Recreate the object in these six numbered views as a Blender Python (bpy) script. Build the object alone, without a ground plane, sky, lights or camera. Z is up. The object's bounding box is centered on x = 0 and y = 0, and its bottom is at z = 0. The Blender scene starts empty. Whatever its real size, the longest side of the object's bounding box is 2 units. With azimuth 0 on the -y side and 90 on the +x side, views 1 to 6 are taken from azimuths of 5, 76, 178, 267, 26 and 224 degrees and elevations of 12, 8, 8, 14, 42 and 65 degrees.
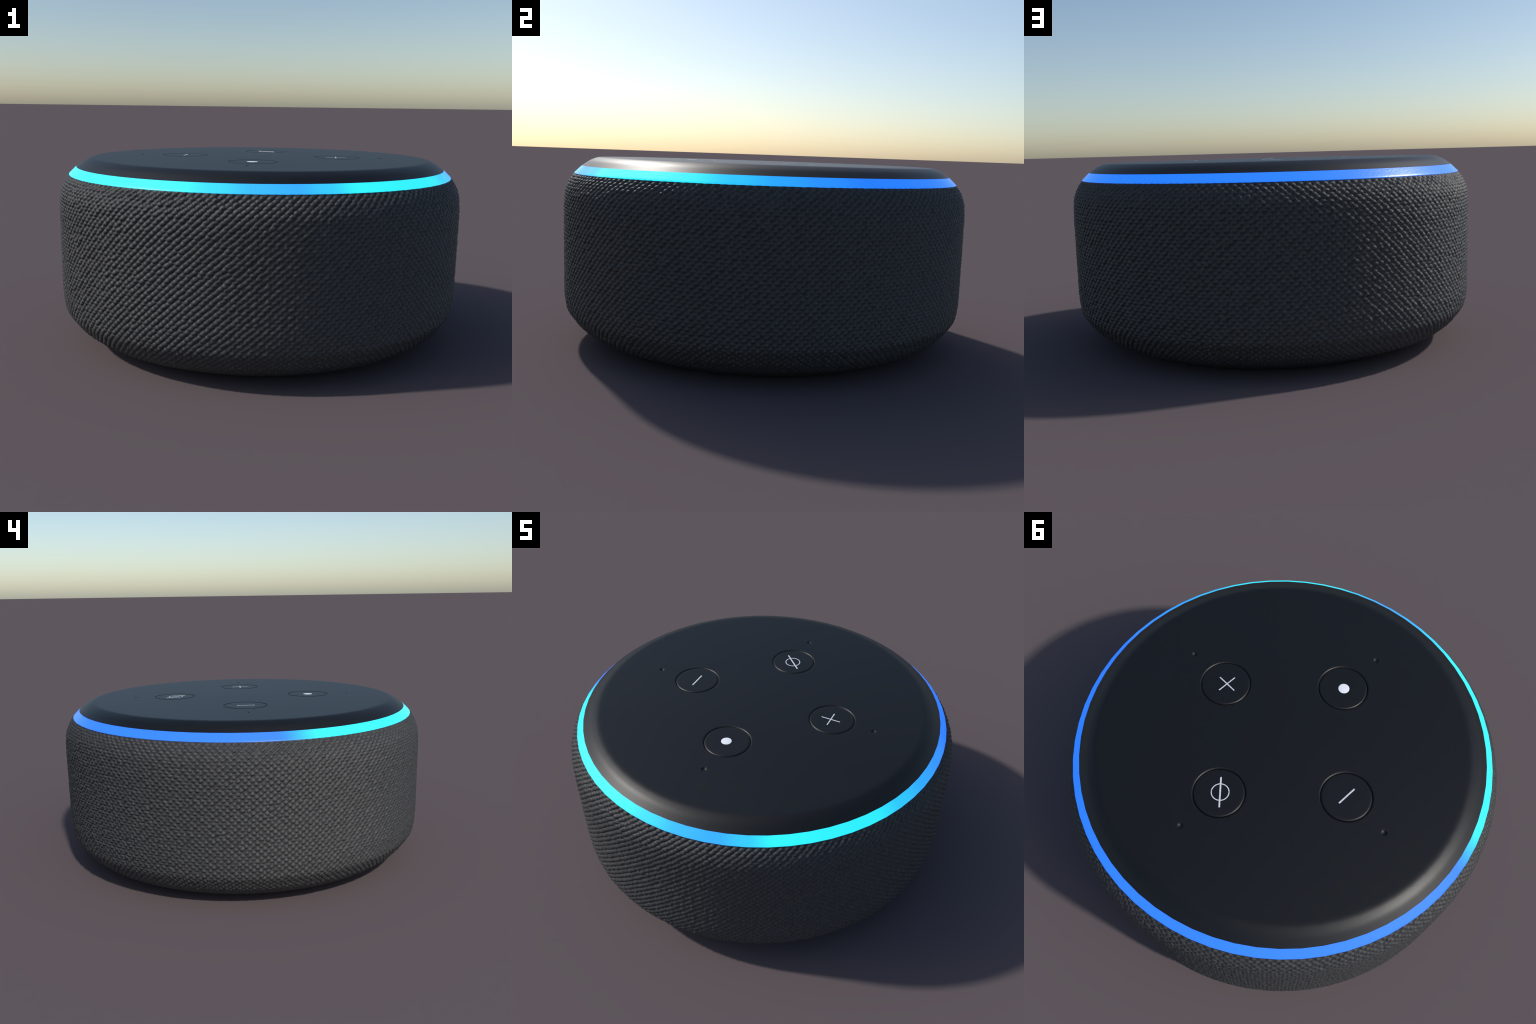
"""Round smart speaker: woven fabric body, glowing light ring, black lid with four buttons."""
import bpy, bmesh, math
import numpy as np
from mathutils import Vector
from mathutils.geometry import delaunay_2d_cdt

SEG = 64                      # facets round the lid and the light ring
RIM = 0.8389                  # where the lid starts to roll over
TOP = 0.8978                  # height of the lid at that rim
DOME = 0.0040                 # rise of the lid towards its middle

def lid_rise(x, y):
    return DOME * max(0.0, 1 - math.hypot(x, y) / RIM)

# ------------------------------------------------------------------ materials
def new_material(name):
    m = bpy.data.materials.new(name)
    m.use_nodes = True
    nt = m.node_tree
    return m, nt, nt.nodes["Principled BSDF"]

def node(nt, kind, **inputs):
    n = nt.nodes.new(kind)
    for k, v in inputs.items():
        n.inputs[k.replace("_", " ")].default_value = v
    return n

def grain(nt, bsdf, scale, strength, distance, detail=3.0):
    tc = nt.nodes.new("ShaderNodeTexCoord")
    nz = node(nt, "ShaderNodeTexNoise", Scale=scale, Detail=detail)
    bp = node(nt, "ShaderNodeBump", Strength=strength, Distance=distance)
    nt.links.new(tc.outputs["Object"], nz.inputs["Vector"])
    nt.links.new(nz.outputs["Fac"], bp.inputs["Height"])
    nt.links.new(bp.outputs["Normal"], bsdf.inputs["Normal"])
    return nz

def noise_colour(nt, bsdf, scale, dark, light, detail=2.0):
    tc = nt.nodes.new("ShaderNodeTexCoord")
    nz = node(nt, "ShaderNodeTexNoise", Scale=scale, Detail=detail)
    rp = nt.nodes.new("ShaderNodeValToRGB")
    rp.color_ramp.elements[0].position = 0.35
    rp.color_ramp.elements[1].position = 0.65
    rp.color_ramp.elements[0].color = (*dark, 1)
    rp.color_ramp.elements[1].color = (*light, 1)
    nt.links.new(tc.outputs["Object"], nz.inputs["Vector"])
    nt.links.new(nz.outputs["Fac"], rp.inputs["Fac"])
    nt.links.new(rp.outputs["Color"], bsdf.inputs["Base Color"])

def fabric_material():
    m, nt, b = new_material("charcoal_yarn")
    noise_colour(nt, b, 70.0, (0.040, 0.040, 0.0405), (0.056, 0.056, 0.056))
    b.inputs["Roughness"].default_value = 0.55
    b.inputs["Specular IOR Level"].default_value = 0.38
    grain(nt, b, 420.0, 0.25, 0.001)
    return m

def lid_material():
    m, nt, b = new_material("satin_black_plastic")
    noise_colour(nt, b, 40.0, (0.0030, 0.0031, 0.0033), (0.0042, 0.0043, 0.0045))
    b.inputs["Roughness"].default_value = 0.45
    b.inputs["Specular IOR Level"].default_value = 0.5
    grain(nt, b, 95.0, 0.13, 0.001, 6.0)
    return m

def hole_material():
    m, nt, b = new_material("dark_hole_plastic")
    noise_colour(nt, b, 90.0, (0.003, 0.003, 0.003), (0.004, 0.004, 0.004))
    b.inputs["Roughness"].default_value = 0.5
    return m

def rubber_material():
    m, nt, b = new_material("black_rubber")
    noise_colour(nt, b, 60.0, (0.012, 0.012, 0.012), (0.018, 0.018, 0.018))
    b.inputs["Roughness"].default_value = 0.75
    return m

def symbol_material():
    m, nt, b = new_material("white_print")
    noise_colour(nt, b, 120.0, (0.93, 0.94, 0.97), (0.97, 0.98, 1.0))
    b.inputs["Roughness"].default_value = 0.4
    return m

def line_material():
    m, nt, b = new_material("worn_grey_print")
    noise_colour(nt, b, 170.0, (0.48, 0.49, 0.53), (0.90, 0.91, 0.95), 4.0)
    b.inputs["Roughness"].default_value = 0.5
    grain(nt, b, 170.0, 0.3, 0.002)
    return m

def ring_material():
    """Lit light guide: cyan over the front left, blue behind, by bearing round the axis."""
    m, nt, b = new_material("glowing_light_guide")
    tc = nt.nodes.new("ShaderNodeTexCoord")
    sep = nt.nodes.new("ShaderNodeSeparateXYZ")
    at = nt.nodes.new("ShaderNodeMath"); at.operation = 'ARCTAN2'
    mp = nt.nodes.new("ShaderNodeMapRange")
    mp.inputs["From Min"].default_value = -math.pi
    mp.inputs["From Max"].default_value = math.pi
    rp = nt.nodes.new("ShaderNodeValToRGB")
    L = nt.links.new
    L(tc.outputs["Object"], sep.inputs[0])
    L(sep.outputs["Y"], at.inputs[0]); L(sep.outputs["X"], at.inputs[1])
    L(at.outputs[0], mp.inputs["Value"]); L(mp.outputs[0], rp.inputs["Fac"])
    blue = (0.008, 0.190, 1.06)
    cyan = (0.012, 0.88, 1.08)
    def glow(g):
        return (0.013, g, 1.07)
    stops = [(-173, blue), (-156, cyan), (-107, cyan), (-96, glow(0.62)), (-86, glow(0.42)), (-76, glow(0.36)),
             (-68, glow(0.52)), (-60, glow(0.84)), (-32, glow(0.80)), (-21, glow(0.52)), (-10, glow(0.35)),
             (0, glow(0.26)), (13, blue)]
    cr = rp.color_ramp
    cr.interpolation = 'EASE'
    for k, (deg, col) in enumerate(stops):
        t = (deg + 180) / 360
        e = cr.elements[k] if k < 2 else cr.elements.new(t)
        e.position = t
        e.color = (*col, 1)
    dim = nt.nodes.new("ShaderNodeMix"); dim.data_type = 'RGBA'; dim.blend_type = 'MULTIPLY'
    dim.inputs["Factor"].default_value = 1.0
    dim.inputs["B"].default_value = (0.25, 0.25, 0.25, 1)
    pale_body = nt.nodes.new("ShaderNodeMix"); pale_body.data_type = 'RGBA'; pale_body.blend_type = 'ADD'
    pale_body.inputs["Factor"].default_value = 1.0
    pale_body.inputs["B"].default_value = (0.04, 0.04, 0.04, 1)
    L(rp.outputs["Color"], dim.inputs["A"])
    L(dim.outputs["Result"], pale_body.inputs["A"])
    L(pale_body.outputs["Result"], b.inputs["Base Color"])
    L(rp.outputs["Color"], b.inputs["Emission Color"])
    b.inputs["Emission Strength"].default_value = 0.97
    b.inputs["Roughness"].default_value = 0.30
    grain(nt, b, 90.0, 0.30, 0.002, 5.0)
    return m

# ------------------------------------------------------------------ helpers
def add_object(name, mesh, material, parent):
    o = bpy.data.objects.new(name, mesh)
    bpy.context.scene.collection.objects.link(o)
    if material:
        mesh.materials.append(material)
    o.parent = parent
    return o

def finish(bm, name, smooth=True):
    bmesh.ops.recalc_face_normals(bm, faces=bm.faces)
    me = bpy.data.meshes.new(name)
    bm.to_mesh(me)
    bm.free()
    me.polygons.foreach_set("use_smooth", [smooth] * len(me.polygons))
    return me

def circle(bm, r, z, n, cx=0.0, cy=0.0):
    return [bm.verts.new((cx + r * math.cos(2 * math.pi * i / n), cy + r * math.sin(2 * math.pi * i / n), z))
            for i in range(n)]

def bridge(bm, a, b):
    n = len(a)
    for i in range(n):
        bm.faces.new((a[i], a[(i + 1) % n], b[(i + 1) % n], b[i]))

def lathe(bm, profile, n, cx=0.0, cy=0.0, cap_first=False, cap_last=False):
    rings = [circle(bm, r, z, n, cx, cy) for r, z in profile]
    for a, b in zip(rings, rings[1:]):
        bridge(bm, a, b)
    if cap_first:
        bm.faces.new(rings[0])
    if cap_last:
        bm.faces.new(rings[-1])
    return rings

def smooth_profile(points, n, blur):
    """Even samples by arc length along a control polyline, corners softened."""
    p = np.array(points, float)
    fine = 4000
    s = np.concatenate([[0], np.cumsum(np.hypot(*np.diff(p, axis=0).T))])
    t = np.linspace(0, s[-1], fine)
    q = np.stack([np.interp(t, s, p[:, k]) for k in (0, 1)], 1)
    w = max(1, int(fine * blur / s[-1]))
    k = np.hanning(2 * w + 1); k /= k.sum()
    pad = np.concatenate([2 * q[0] - q[w:0:-1], q, 2 * q[-1] - q[-2:-w - 2:-1]])
    q = np.stack([np.convolve(pad[:, c], k, "valid") for c in (0, 1)], 1)
    s = np.concatenate([[0], np.cumsum(np.hypot(*np.diff(q, axis=0).T))])
    t = np.linspace(0, s[-1], n)
    return np.stack([np.interp(t, s, q[:, k]) for k in (0, 1)], 1), t

# ------------------------------------------------------------------ fabric cover
STITCHES = 186                # stitches in one round
ROW = 0.0154                  # row spacing along the surface
BODY = [(0.9470, 0.8240), (0.9505, 0.8195), (0.9764, 0.7848), (0.9945, 0.7377), (1.0000, 0.6650),
        (1.0000, 0.2530), (0.9915, 0.1741), (0.9410, 0.1035), (0.8845, 0.0595), (0.7580, 0.0045), (0.7420, 0.0020)]

def fabric_mesh():
    rng = np.random.RandomState(7)
    per_u, per_v = 12, 7
    length = np.hypot(*np.diff(np.array(BODY), axis=0).T).sum()
    rows = int(round(length / ROW))
    nu, nv = STITCHES * per_u, rows * per_v + 1
    prof, arc = smooth_profile(BODY, nv, 0.035)
    tan = np.gradient(prof, axis=0)
    tan /= np.linalg.norm(tan, axis=1)[:, None]
    nrm = np.stack([-tan[:, 1], tan[:, 0]], 1)              # outward in (r, z)
    theta = np.arange(nu) * 2 * np.pi / nu
    U, V = np.meshgrid(np.arange(nu) / per_u, arc / (arc[-1] / rows))   # stitch coordinates
    R = rows + 6
    jit_u = rng.normal(0, 0.05, (R, STITCHES)); jit_v = rng.normal(0, 0.06, (R, STITCHES))
    amp = 1 + rng.normal(0, 0.085, (R, STITCHES)); slant = rng.normal(0, 0.14, (R, STITCHES))
    pitch = 2 * np.pi / STITCHES
    height = np.zeros_like(U)
    j0 = np.floor(V).astype(int)
    for dj in (-2, -1, 0, 1, 2):
        j = j0 + dj
        shift = 0.5 * (j % 2)
        i0 = np.floor(U - shift).astype(int)
        for di in (-1, 0, 1, 2):
            i = i0 + di
            a, b = np.clip(j + 3, 0, R - 1), i % STITCHES
            dx = (U - (i + shift) - jit_u[a, b]) * pitch
            dy = -(V - j - jit_v[a, b]) * ROW
            def dome(ox, oy, ang, long, short):
                al = (dx - ox) * np.cos(ang) + (dy - oy) * np.sin(ang)
                ac = -(dx - ox) * np.sin(ang) + (dy - oy) * np.cos(ang)
                ac = np.where(ac > 0, ac / (short * 1.45), ac / (short * 0.72))   # long upper flank, steep lower one
                return np.clip(1 - (al / long) ** 2 - ac ** 2, 0, None) ** 0.66
            lean = slant[a, b]
            knot = dome(0.0032, -0.0034, 0.20 + lean, 0.0150, 0.0100) * amp[a, b]
            tail = dome(-0.0025, -0.0075, 0.74 + lean, 0.0150, 0.0100) * 0.70   # yarn climbing to the right
            np.maximum(height, np.maximum(knot, tail), out=height)
    depth = 0.0102
    disp = depth * np.minimum(height - 0.98, 0.08)
    edge = np.clip(np.minimum((arc - 0.002) / 0.01, (arc[-1] - arc) / 0.24), 0, 1)[:, None]   # stretched flat underneath
    disp = disp * edge + np.where(arc < 0.1, -0.0025, 0.0004)[:, None] * (1 - edge)   # tucked under the ring on top
    rr = prof[:, :1] + nrm[:, :1] * disp
    zz = prof[:, 1:] + nrm[:, 1:] * disp
    co = np.stack([rr * np.cos(theta), rr * np.sin(theta), np.broadcast_to(zz, rr.shape)], -1).reshape(-1, 3)
    jj, ii = np.meshgrid(np.arange(nv - 1), np.arange(nu), indexing="ij")
    i2 = (ii + 1) % nu
    quads = np.stack([jj * nu + ii, (jj + 1) * nu + ii, (jj + 1) * nu + i2, jj * nu + i2], -1).reshape(-1, 4)
    me = bpy.data.meshes.new("fabric_cover")
    me.vertices.add(len(co)); me.vertices.foreach_set("co", co.astype(np.float32).ravel())
    me.loops.add(quads.size); me.loops.foreach_set("vertex_index", quads.astype(np.int32).ravel())
    me.polygons.add(len(quads))
    me.polygons.foreach_set("loop_start", np.arange(0, quads.size, 4, dtype=np.int32))
    me.polygons.foreach_set("use_smooth", np.ones(len(quads), bool))
    me.update(calc_edges=True)
    return me

# ------------------------------------------------------------------ lid, ring, base
BUTTONS = {"plus": (0.390, -0.002), "dot": (0.003, -0.381), "minus": (-0.386, -0.002), "mute": (0.003, 0.384)}
HOLES = [(0.609, 0.0), (0.002, -0.602), (-0.608, 0.0), (0.002, 0.603)]
GROOVE, HALF, GROOVE_DEPTH = 0.1125, 0.0068, 0.0036   # button groove: middle radius, half width, depth
HOLE_R = 0.0132

def lid_mesh():
    bm = bmesh.new()
    shoulder, _ = smooth_profile([(0.8100, TOP), (RIM, TOP), (0.8770, 0.8822), (0.9154, 0.8548)], 13, 0.022)
    rings = lathe(bm, [tuple(p) for p in shoulder], SEG)
    for v in rings[0]:
        v.co.z = TOP
    loops, openings = [rings[0]], []
    for cx, cy in BUTTONS.values():
        r = lathe(bm, [(GROOVE + HALF + 0.004, TOP), (GROOVE + HALF, TOP), (GROOVE + HALF - 0.0010, TOP - 0.0004),
                       (GROOVE + 0.0008, TOP - GROOVE_DEPTH), (GROOVE + 0.0004, TOP - 0.010)], 64, cx, cy)
        loops.append(r[0]); openings.append((cx, cy, GROOVE + HALF + 0.004))
    for cx, cy in HOLES:
        r = lathe(bm, [(HOLE_R + 0.004, TOP), (HOLE_R, TOP), (HOLE_R - 0.001, TOP - 0.0008),
                       (HOLE_R - 0.002, TOP - 0.004)], 24, cx, cy)
        loops.append(r[0]); openings.append((cx, cy, HOLE_R + 0.004))
    # gently domed top: triangulate between the rim and the openings over a hexagonal net of points
    verts = [v for lp in loops for v in lp]
    edges, start = [], 0
    for lp in loops:
        edges += [(start + i, start + (i + 1) % len(lp)) for i in range(len(lp))]
        start += len(lp)
    step = 0.035
    for row in range(-28, 29):
        for col in range(-28, 29):
            x, y = (col + 0.5 * (row % 2)) * step, row * step * 0.866
            if math.hypot(x, y) < 0.79 and all(math.hypot(x - cx, y - cy) > r + 0.010 for cx, cy, r in openings):
                verts.append(bm.verts.new((x, y, TOP)))
    net = delaunay_2d_cdt([Vector((v.co.x, v.co.y)) for v in verts], edges, [], 0, 1e-6)
    for tri in net[2]:
        t = [verts[net[3][k][0]] for k in tri]
        mx, my = sum(v.co.x for v in t) / 3, sum(v.co.y for v in t) / 3
        if all(math.hypot(mx - cx, my - cy) > r * 0.995 for cx, cy, r in openings):
            bm.faces.new(t)
    for v in bm.verts:
        v.co.z += lid_rise(v.co.x, v.co.y)
    return finish(bm, "top_lid")

def button_mesh():
    bm = bmesh.new()
    r = GROOVE - HALF
    lathe(bm, [(r - 0.006, 0.0), (r, 0.0), (r + 0.0010, -0.0004), (GROOVE - 0.0008, -GROOVE_DEPTH),
               (GROOVE - 0.0004, -0.010)], 64, cap_first=True, cap_last=True)
    return finish(bm, "button")

def hole_mesh():
    bm = bmesh.new()
    lathe(bm, [(HOLE_R - 0.0016, -0.0036), (HOLE_R * 0.6, -0.0062), (HOLE_R * 0.25, -0.0074)], 24, cap_last=True)
    return finish(bm, "microphone_hole")

def ring_mesh():
    bm = bmesh.new()
    lathe(bm, [(0.9146, 0.8556), (0.9242, 0.8463), (0.9330, 0.8377), (0.9418, 0.8291), (0.9490, 0.8221), (0.9498, 0.8209), (0.9498, 0.8196)], SEG)
    lathe(bm, [(0.9498, 0.8196), (0.9470, 0.8180), (0.9300, 0.8170)], SEG)      # turned-under lower edge
    return finish(bm, "light_ring")

def base_mesh():
    bm = bmesh.new()
    lathe(bm, [(0.7500, 0.0070), (0.7480, 0.0010), (0.7460, 0.0), (0.7100, 0.0)], 128, cap_last=True)
    return finish(bm, "base_pad")

# ------------------------------------------------------------------ printed symbols
PROUD, SUNK = 0.0003, -0.0015

def prism(bm, outline, top=PROUD):
    lo = [bm.verts.new((x, y, SUNK)) for x, y in outline]
    hi = [bm.verts.new((x, y, top)) for x, y in outline]
    bm.faces.new(hi); bm.faces.new(lo[::-1])
    bridge(bm, lo, hi)

def bar(length, width, angle=0.0):
    c, s = math.cos(angle), math.sin(angle)
    h, w = length / 2, width / 2
    k = w * 0.35                                             # clipped corners
    pts = [(-h, -w + k), (-h + k, -w), (h - k, -w), (h, -w + k), (h, w - k), (h - k, w), (-h + k, w), (-h, w - k)]
    return [(x * c - y * s, x * s + y * c) for x, y in pts]

def plus_mesh():
    h, w = 0.049, 0.0027
    bm = bmesh.new()
    prism(bm, [(-h, -w), (-w, -w), (-w, -h), (w, -h), (w, -w), (h, -w), (h, w), (w, w), (w, h), (-w, h), (-w, w), (-h, w)])
    return finish(bm, "plus_symbol", False)

def minus_mesh():
    bm = bmesh.new()
    prism(bm, bar(0.096, 0.0070, math.pi / 2))
    return finish(bm, "minus_symbol", False)

def dot_mesh():
    bm = bmesh.new()
    lathe(bm, [(0.0245, PROUD), (0.0255, PROUD - 0.0002), (0.0258, SUNK)], 40, cap_first=True, cap_last=True)
    return finish(bm, "dot_symbol")

def mute_mesh():
    bm = bmesh.new()
    r = lathe(bm, [(0.0405, SUNK), (0.0405, PROUD), (0.0360, PROUD), (0.0360, SUNK)], 48)
    bridge(bm, r[-1], r[0])
    prism(bm, bar(0.141, 0.0070, math.radians(135)), PROUD + 0.0002)
    return finish(bm, "mute_symbol", False)

# ------------------------------------------------------------------ assembly
speaker = bpy.data.objects.new("smart_speaker", None)
bpy.context.scene.collection.objects.link(speaker)
speaker["label"] = "round black fabric speaker with a glowing blue light ring"
speaker["category"] = "smart speaker"

plastic, hole_dark, white, worn = lid_material(), hole_material(), symbol_material(), line_material()
add_object("fabric_cover", fabric_mesh(), fabric_material(), speaker)
add_object("light_ring", ring_mesh(), ring_material(), speaker)
add_object("top_lid", lid_mesh(), plastic, speaker)
add_object("base_pad", base_mesh(), rubber_material(), speaker)

symbols = {"plus": plus_mesh, "dot": dot_mesh, "minus": minus_mesh, "mute": mute_mesh}
offset = {"plus": (-0.005, -0.002), "dot": (-0.004, 0.0), "minus": (0.002, -0.003), "mute": (-0.001, -0.005)}
disc = button_mesh()
disc.materials.append(plastic)
for kind, (x, y) in BUTTONS.items():
    b = add_object("button", disc, None, speaker)
    b.location = (x, y, TOP + lid_rise(x, y))
    lean = Vector((DOME / RIM * x / math.hypot(x, y), DOME / RIM * y / math.hypot(x, y), 1.0))   # follow the dome
    b.rotation_euler = Vector((0, 0, 1)).rotation_difference(lean).to_euler()
    s = add_object(kind + "_symbol", symbols[kind](), white if kind == "dot" else worn, b)
    s.location = (*offset[kind], 0.0)

bowl = hole_mesh()
bowl.materials.append(hole_dark)
for x, y in HOLES:
    h = add_object("microphone_hole", bowl, None, speaker)
    h.location = (x, y, TOP + lid_rise(x, y))
